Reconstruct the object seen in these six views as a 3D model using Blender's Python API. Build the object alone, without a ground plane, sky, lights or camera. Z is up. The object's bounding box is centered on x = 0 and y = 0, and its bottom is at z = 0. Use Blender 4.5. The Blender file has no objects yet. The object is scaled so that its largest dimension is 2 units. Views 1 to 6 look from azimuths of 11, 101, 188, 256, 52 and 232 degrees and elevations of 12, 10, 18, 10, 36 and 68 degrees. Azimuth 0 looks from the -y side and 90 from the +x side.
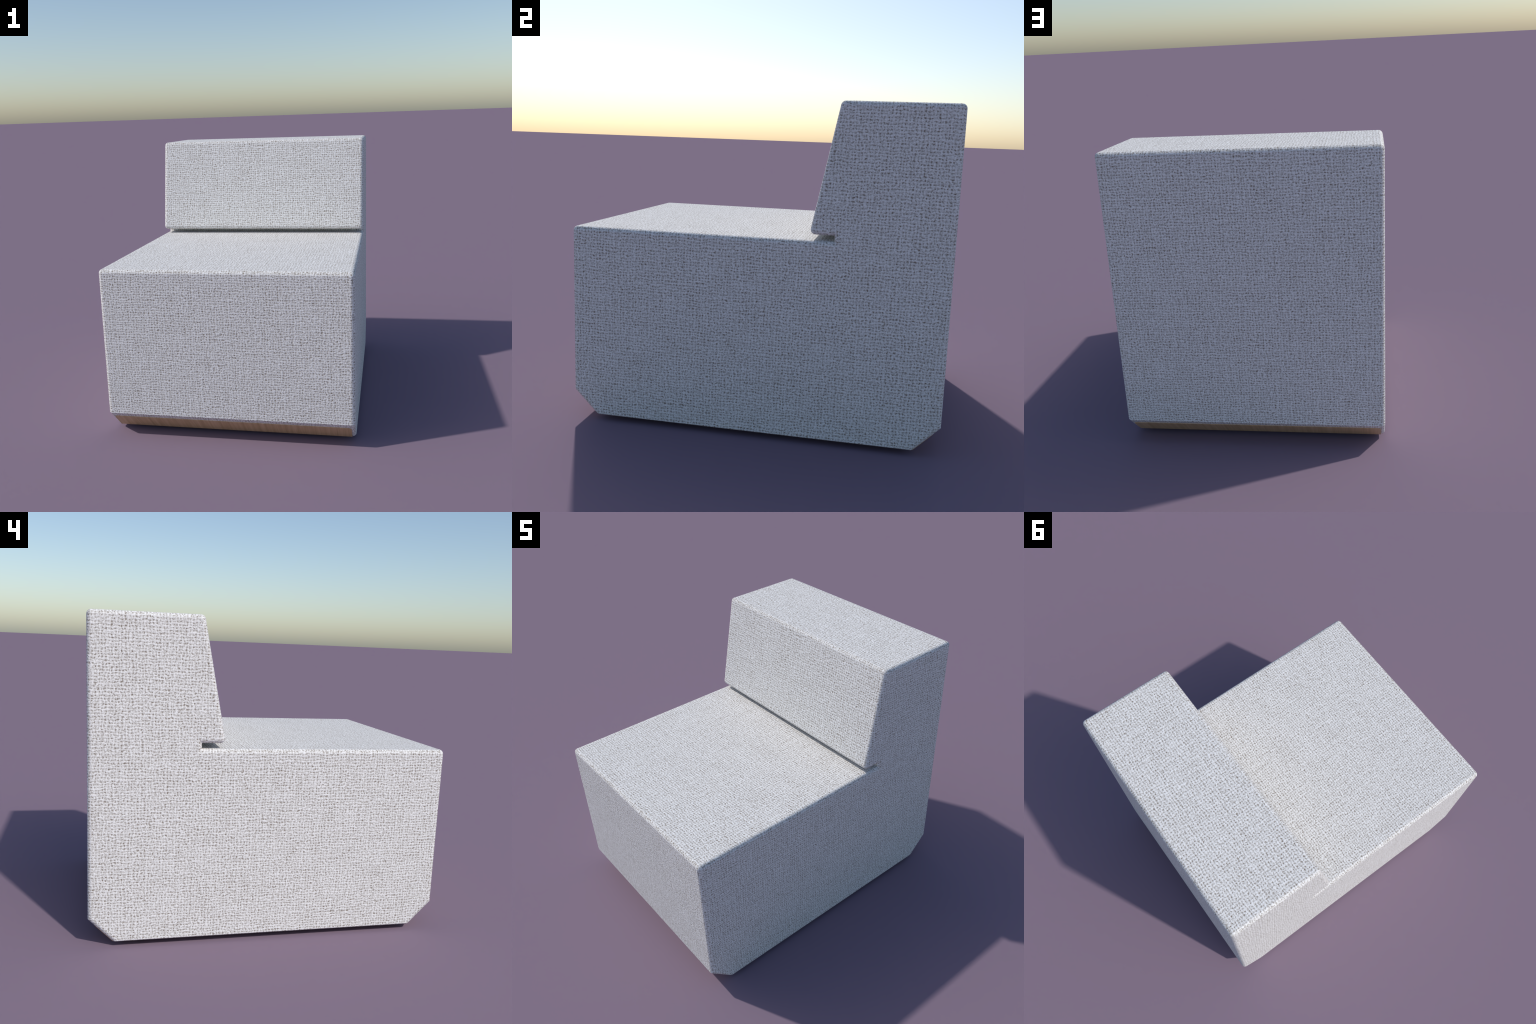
"""Armless upholstered lounge chair: one foam body with a slot between seat and
backrest, chamfered front and back bottom edges and a wooden base panel."""
import bpy, bmesh, math
from mathutils import Vector

# ------------------------------------------------------------------ sizes (m)
HALF_WIDTH = 0.7695       # x, to the outside of the upholstery
HALF_DEPTH = 1.0         # y
SEAT_Z = 1.0845           # seat top, also the floor of the slot
SLOT_Z = 1.1145           # underside of the backrest, roof of the slot
SLOT_Y = 0.4085           # inner end of the slot
TOP_Z = 1.7785
NOSE_Y, BACK_TOP_Y = 0.280, 0.4095   # leaning front face of the backrest
CHAMFER_Z, CHAMFER_Y = 0.1605, 0.8655
BODY_Z = 0.026           # underside of the upholstery
EDGE_R = 0.025           # soft rounding of the upholstered edges
SPLIT_Z = 0.5 * (SEAT_Z + SLOT_Z)   # seat / backrest border, inside the slot
ARC = 7                  # points per rounded profile corner
STEPS = 8                # steps across the rounded side edge

# side profile, counter-clockwise seen from +x (y to the right, z up): y, z, radius
PROFILE = [
    (-HALF_DEPTH, CHAMFER_Z, 0.005),
    (-CHAMFER_Y, BODY_Z, 0.020),
    (CHAMFER_Y, BODY_Z, 0.020),
    (HALF_DEPTH, CHAMFER_Z, 0.005),
    (HALF_DEPTH, TOP_Z, EDGE_R),
    (BACK_TOP_Y, TOP_Z, EDGE_R),
    (NOSE_Y, SLOT_Z, EDGE_R),
    (SLOT_Y, SLOT_Z, 0.002),
    (SLOT_Y, SEAT_Z, 0.002),
    (-HALF_DEPTH, SEAT_Z, EDGE_R),
]
BOTTOM_EDGE = 1          # the underside is rounded less than the other edges


def inset_profile(points, inset):
    """Profile moved inwards by `inset`, each corner rounded with what is left
    of its radius; always the same number of points."""
    n, lines = len(points), []
    for i in range(n):
        a, b = Vector(points[i][:2]), Vector(points[(i + 1) % n][:2])
        d = (b - a).normalized()
        lines.append((a + Vector((-d.y, d.x)) * inset * (0.5 if i == BOTTOM_EDGE else 1.0), d))
    loop = []
    for i in range(n):
        (p0, d0), (p1, d1) = lines[i - 1], lines[i]
        cross = d0.x * d1.y - d0.y * d1.x
        t = ((p1 - p0).x * d1.y - (p1 - p0).y * d1.x) / cross
        corner = p0 + d0 * t
        turn = d0.angle(d1)
        r = max(points[i][2] - inset, 0.0015)
        if cross < 0:                       # inner corner: stays tight
            r = points[i][2]
        reach = r * math.tan(turn / 2)
        a, b = corner - d0 * reach, corner + d1 * reach
        side = 1 if cross > 0 else -1
        centre = a + Vector((-d0.y, d0.x)) * r * side
        start = math.atan2((a - centre).y, (a - centre).x)
        for k in range(ARC):
            ang = start + side * turn * k / (ARC - 1)
            loop.append(centre + Vector((math.cos(ang), math.sin(ang))) * r)
    return loop


def body_mesh():
    """Whole upholstered body: profile swept across x, side edges rounded."""
    sections = []
    for k in range(STEPS + 1):                       # -x side, from the face out
        a = math.pi / 2 * k / STEPS
        sections.append((-HALF_WIDTH + EDGE_R * (1 - math.sin(a)),
                         EDGE_R * (1 - math.cos(a))))
    sections = sections[::-1]                        # outermost first
    sections += [(-x, d) for x, d in reversed(sections)]
    bm = bmesh.new()
    rings = []
    for x, d in sections:
        rings.append([bm.verts.new((x, p.x, p.y)) for p in inset_profile(PROFILE, d)])
    m = len(rings[0])
    for r0, r1 in zip(rings, rings[1:]):
        for j in range(m):
            bm.faces.new((r0[j], r0[(j + 1) % m], r1[(j + 1) % m], r1[j]))
    bm.faces.new(rings[0])
    bm.faces.new(list(reversed(rings[-1])))
    bmesh.ops.recalc_face_normals(bm, faces=bm.faces)
    geom = bm.verts[:] + bm.edges[:] + bm.faces[:]
    bmesh.ops.bisect_plane(bm, geom=geom, plane_co=(0, 0, SPLIT_Z),
                           plane_no=(0, 0, 1), dist=1e-6)
    bmesh.ops.recalc_face_normals(bm, faces=bm.faces)
    for f in bm.faces:
        f.smooth = True
    for e in bm.edges:
        e.smooth = not (e.is_manifold and e.calc_face_angle(0) > math.radians(40))
    me = bpy.data.meshes.new("upholstery")
    bm.to_mesh(me)
    bm.free()
    return me


def smooth_normals(me):
    """Area-weighted corner normals, so flat faces stay flat beside the roundings."""
    ob = bpy.data.objects.new("helper", me)
    bpy.context.scene.collection.objects.link(ob)
    mod = ob.modifiers.new("weighted", 'WEIGHTED_NORMAL')
    mod.keep_sharp, mod.weight = True, 100
    ev = ob.evaluated_get(bpy.context.evaluated_depsgraph_get())
    out = bpy.data.meshes.new_from_object(ev)
    normals = [Vector(c.vector) for c in out.corner_normals]
    bpy.data.objects.remove(ob)
    return out, normals


def part_of(me, normals, name, keep):
    """Object with the faces of `me` for which keep(face centre) holds."""
    index, verts, faces, loops = {}, [], [], []
    for p in me.polygons:
        if not keep(p.center):
            continue
        f = []
        for li in p.loop_indices:
            v = me.loops[li].vertex_index
            if v not in index:
                index[v] = len(verts)
                verts.append(me.vertices[v].co.copy())
            f.append(index[v])
            loops.append(normals[li])
        faces.append(f)
    new = bpy.data.meshes.new(name)
    new.from_pydata(verts, [], faces)
    for p in new.polygons:
        p.use_smooth = True
    new.normals_split_custom_set(loops)
    ob = bpy.data.objects.new(name, new)
    bpy.context.scene.collection.objects.link(ob)
    return ob


# ------------------------------------------------------------------ materials
class Graph:
    def __init__(self, name):
        self.mat = bpy.data.materials.new(name)
        self.mat.use_nodes = True
        self.t = self.mat.node_tree
        self.bsdf = self.t.nodes["Principled BSDF"]

    def put(self, sock, value):
        if isinstance(value, bpy.types.NodeSocket):
            self.t.links.new(value, sock)
        else:
            sock.default_value = value

    def math(self, op, a, b=None, c=None, clamp=False):
        n = self.t.nodes.new("ShaderNodeMath")
        n.operation, n.use_clamp = op, clamp
        for s, v in zip(n.inputs, (a, b, c)):
            if v is not None:
                self.put(s, v)
        return n.outputs[0]

    def xyz(self, x, y, z=0.0):
        n = self.t.nodes.new("ShaderNodeCombineXYZ")
        for s, v in zip(n.inputs, (x, y, z)):
            self.put(s, v)
        return n.outputs[0]

    def split(self, v):
        n = self.t.nodes.new("ShaderNodeSeparateXYZ")
        self.put(n.inputs[0], v)
        return n.outputs

    def noise(self, vec, scale, detail=2.0, rough=0.5):
        n = self.t.nodes.new("ShaderNodeTexNoise")
        self.put(n.inputs["Vector"], vec)
        n.inputs["Scale"].default_value = scale
        n.inputs["Detail"].default_value = detail
        n.inputs["Roughness"].default_value = rough
        return n.outputs

    def mix(self, fac, a, b):
        n = self.t.nodes.new("ShaderNodeMix")
        n.data_type = 'RGBA'
        self.put(n.inputs["Factor"], fac)
        for s, v in ((n.inputs[6], a), (n.inputs[7], b)):
            self.put(s, v)
        return n.outputs[2]

    def ramp(self, fac, stops):
        n = self.t.nodes.new("ShaderNodeValToRGB")
        self.put(n.inputs[0], fac)
        e = n.color_ramp.elements
        while len(e) < len(stops):
            e.new(0.5)
        for el, (pos, col) in zip(e, stops):
            el.position, el.color = pos, (*col, 1)
        return n.outputs[0]

    def smooth(self, v, lo, hi):
        n = self.t.nodes.new("ShaderNodeMapRange")
        n.interpolation_type = 'SMOOTHSTEP'
        self.put(n.inputs[0], v)
        n.inputs[1].default_value, n.inputs[2].default_value = lo, hi
        return n.outputs[0]


def woven_fabric():
    """Coarse off-white basket weave: pale threads, small brown-grey gaps."""
    g = Graph("woven_fabric")
    co = g.t.nodes.new("ShaderNodeTexCoord").outputs["Object"]
    nrm = g.t.nodes.new("ShaderNodeNewGeometry").outputs["Normal"]
    x, y, z = g.split(co)
    nx, ny, nz = (g.math('ABSOLUTE', s) for s in g.split(nrm))
    # cloth lies flat on the face the surface belongs to: pick its two axes
    side = g.math('MULTIPLY', g.math('GREATER_THAN', nx, ny), g.math('GREATER_THAN', nx, nz))
    top = g.math('MULTIPLY', g.math('GREATER_THAN', nz, ny), g.math('SUBTRACT', 1.0, side))
    lerp = lambda f, a, b: g.math('ADD', g.math('MULTIPLY', g.math('SUBTRACT', 1.0, f), a), g.math('MULTIPLY', f, b))
    u = lerp(side, x, g.math('ADD', y, 3.1))
    v = lerp(top, z, g.math('ADD', y, 5.3))
    flat = g.xyz(u, v, g.math('ADD', g.math('MULTIPLY', side, 7.0), g.math('MULTIPLY', top, 13.0)))
    # uneven threads: the grid wanders a little
    wob = g.split(g.noise(flat, 34.0, 1.0)[1])
    wob2 = g.split(g.noise(flat, 7.0, 1.0)[1])
    uu = g.math('ADD', u, g.math('ADD', g.math('MULTIPLY', wob[0], 0.027), g.math('MULTIPLY', wob2[0], 0.020)))
    vv = g.math('ADD', v, g.math('ADD', g.math('MULTIPLY', wob[1], 0.020), g.math('MULTIPLY', wob2[1], 0.014)))
    PU, PV = 0.0168, 0.0158
    cu = g.math('COSINE', g.math('MULTIPLY', uu, math.tau / PU))
    cv = g.math('COSINE', g.math('MULTIPLY', vv, math.tau / PV))
    gu = g.math('MULTIPLY_ADD', cu, 0.5, 0.5)
    gv = g.math('MULTIPLY_ADD', cv, 0.5, 0.5)
    gap = g.math('ADD', g.math('MULTIPLY', g.math('MULTIPLY', gu, gv), 0.42),
                 g.math('ADD', g.math('MULTIPLY', gu, 0.14), g.math('MULTIPLY', gv, 0.22)))
    # over / under alternation of the plain weave
    alt = g.math('MULTIPLY', g.math('SINE', g.math('MULTIPLY', uu, math.pi / PU)),
                 g.math('SINE', g.math('MULTIPLY', vv, math.pi / PV)))
    swap = g.math('MULTIPLY', g.math('MULTIPLY', alt, g.math('SUBTRACT', cu, cv)), 0.07)
    fleck = g.math('SUBTRACT', g.noise(flat, 75.0, 2.0, 0.6)[0], 0.5)
    fibre = g.math('SUBTRACT', g.noise(flat, 150.0, 1.0, 0.5)[0], 0.5)
    # slubs: lighter or darker runs along single threads
    slub_v = g.noise(g.xyz(g.math('MULTIPLY', u, 60.0), g.math('MULTIPLY', v, 5.0), 1.0), 1.0, 1.0)[0]
    slub_h = g.noise(g.xyz(g.math('MULTIPLY', u, 5.0), g.math('MULTIPLY', v, 60.0), 9.0), 1.0, 1.0)[0]
    slub = g.math('SUBTRACT', g.math('ADD', slub_v, slub_h), 1.0)
    d = g.math('ADD', g.math('ADD', gap, swap), g.math('ADD', g.math('MULTIPLY', fleck, 1.5), g.math('MULTIPLY', fibre, 1.0)))
    d = g.math('ADD', d, g.math('MULTIPLY', slub, 0.35))
    hole = g.math('MULTIPLY_ADD', d, 0.84, 0.135, clamp=True)
    col = g.ramp(hole, [(0.0, FABRIC_LIGHT), (0.5, FABRIC_MID), (1.0, FABRIC_GAP)])
    g.put(g.bsdf.inputs["Base Color"], col)
    g.bsdf.inputs["Roughness"].default_value = 0.95
    g.bsdf.inputs["Specular IOR Level"].default_value = 0.15
    bump = g.t.nodes.new("ShaderNodeBump")
    bump.inputs["Strength"].default_value = 0.35
    bump.inputs["Distance"].default_value = 0.004
    g.put(bump.inputs["Height"], g.math('SUBTRACT', 1.0, hole))
    g.put(g.bsdf.inputs["Normal"], bump.outputs[0])
    return g.mat


def veneer_wood():
    """Warm oak veneer, grain running across the panel (up the chamfer)."""
    g = Graph("oak_veneer")
    co = g.t.nodes.new("ShaderNodeTexCoord").outputs["Object"]
    x, y, z = g.split(co)
    streak = g.noise(g.xyz(g.math('MULTIPLY', x, 42.0), g.math('MULTIPLY', y, 1.2), g.math('MULTIPLY', z, 1.2)), 1.0, 4.0, 0.6)[0]
    fine = g.noise(g.xyz(g.math('MULTIPLY', x, 260.0), g.math('MULTIPLY', y, 6.0), g.math('MULTIPLY', z, 6.0)), 1.0, 2.0)[0]
    f = g.math('ADD', g.math('MULTIPLY', streak, 0.75), g.math('MULTIPLY', fine, 0.25))
    col = g.ramp(f, [(0.32, WOOD_DARK), (0.5, WOOD_MID), (0.68, WOOD_LIGHT)])
    g.put(g.bsdf.inputs["Base Color"], col)
    g.bsdf.inputs["Roughness"].default_value = 0.5
    return g.mat


def plain(name, col, rough):
    g = Graph(name)
    n = g.noise(g.t.nodes.new("ShaderNodeTexCoord").outputs["Object"], 80.0)[0]
    g.put(g.bsdf.inputs["Base Color"], g.mix(n, (*[c * 0.85 for c in col], 1), (*[c * 1.15 for c in col], 1)))
    g.bsdf.inputs["Roughness"].default_value = rough
    return g.mat


FABRIC_LIGHT = (0.86, 0.855, 0.85)
FABRIC_MID = (0.60, 0.581, 0.557)
FABRIC_GAP = (0.23, 0.19, 0.155)
WOOD_DARK = (0.45, 0.29, 0.15)
WOOD_MID = (0.58, 0.39, 0.22)
WOOD_LIGHT = (0.70, 0.49, 0.31)


# ------------------------------------------------------------------ wooden base
def base_panel(mat):
    """Thin bent veneer tray: up the front chamfer, under the body, up the back
    chamfer; its upper corners are rounded."""
    half, proud, thick, r = 0.7455, 0.003, 0.012, 0.024
    a, b = Vector((-CHAMFER_Y, BODY_Z)), Vector((-HALF_DEPTH, CHAMFER_Z))
    up = (b - a).normalized()
    length = (b - a).length
    top = length - 0.042
    out = Vector((up.y, -up.x))
    if out.y > 0:
        out = -out
    bm = bmesh.new()

    def outline(scale):
        """front flap as (x, distance up the chamfer)"""
        pts = []
        for cx, s in ((half - r, 1), (-half + r, -1)):
            angs = [k / 6 * math.pi / 2 for k in range(7)]
            arc = [(cx + s * r * math.cos(t), top - r + r * math.sin(t)) for t in angs]
            pts += arc if s == 1 else arc[::-1]
        return pts

    pts = outline(1)                       # right corner to left corner, over the top
    bottom = BODY_Z - 0.001
    # hinge line where the proud chamfer plane meets the proud bottom plane
    p0 = a + out * proud
    t0 = (bottom - p0.y) / up.y

    def solid(sign):
        outer = [(half, t0)] + pts + [(-half, t0)]
        front, back = [], []
        for px, t in outer:
            q = a + up * t + out * proud
            front.append(bm.verts.new((px, sign * q.x, q.y)))
            q = a + up * t + out * (proud - thick)
            back.append(bm.verts.new((px, sign * q.x, q.y)))
        n = len(outer)
        bm.faces.new(front)
        bm.faces.new(back[::-1])
        for i in range(n):
            j = (i + 1) % n
            bm.faces.new((front[i], front[j], back[j], back[i]))
        return front, back

    solid(1)
    solid(-1)
    hy = (a + up * t0 + out * proud).x
    box = [bm.verts.new((sx * half, sy * hy, bottom + h)) for h in (0, thick)
           for sx, sy in ((-1, 1), (1, 1), (1, -1), (-1, -1))]
    bm.faces.new(box[:4]); bm.faces.new(box[4:][::-1])
    for i in range(4):
        j = (i + 1) % 4
        bm.faces.new((box[i], box[j], box[4 + j], box[4 + i]))
    bmesh.ops.recalc_face_normals(bm, faces=bm.faces)
    me = bpy.data.meshes.new("wooden_base")
    bm.to_mesh(me); bm.free()
    ob = bpy.data.objects.new("wooden_base", me)
    bpy.context.scene.collection.objects.link(ob)
    me.materials.append(mat)
    return ob


def foot_mesh(mat):
    """Low round glide, lathed."""
    bm = bmesh.new()
    prof = [(0.034, BODY_Z + 0.004), (0.034, 0.005), (0.031, 0.0), (0.0, 0.0)]
    n, rings = 32, []
    for r, z in prof[:-1]:
        rings.append([bm.verts.new((r * math.cos(math.tau * i / n), r * math.sin(math.tau * i / n), z)) for i in range(n)])
    for r0, r1 in zip(rings, rings[1:]):
        for i in range(n):
            bm.faces.new((r0[i], r0[(i + 1) % n], r1[(i + 1) % n], r1[i]))
    bm.faces.new(rings[0]); bm.faces.new(rings[-1][::-1])
    bmesh.ops.recalc_face_normals(bm, faces=bm.faces)
    me = bpy.data.meshes.new("foot")
    bm.to_mesh(me); bm.free()
    me.materials.append(mat)
    return me


# ------------------------------------------------------------------ assembly
chair = bpy.data.objects.new("lounge_chair", None)
bpy.context.scene.collection.objects.link(chair)
chair["label"] = "armless block lounge chair in off-white woven fabric, oak base"
chair["category"] = "lounge chair"

fabric, wood, rubber = woven_fabric(), veneer_wood(), plain("dark_glide", (0.05, 0.05, 0.05), 0.6)
whole, normals = smooth_normals(body_mesh())
seat = part_of(whole, normals, "seat", lambda c: c.z < SPLIT_Z)
backrest = part_of(whole, normals, "backrest", lambda c: c.z >= SPLIT_Z)
bpy.data.meshes.remove(whole)
for ob in (seat, backrest):
    ob.data.materials.append(fabric)
base = base_panel(wood)
foot = foot_mesh(rubber)
feet = []
for sx in (-1, 1):
    for sy in (-1, 1):
        ob = bpy.data.objects.new("foot", foot)
        ob.location = (sx * 0.62, sy * 0.70, 0)
        bpy.context.scene.collection.objects.link(ob)
        feet.append(ob)
for ob in (seat, backrest, base, *feet):
    ob.parent = chair
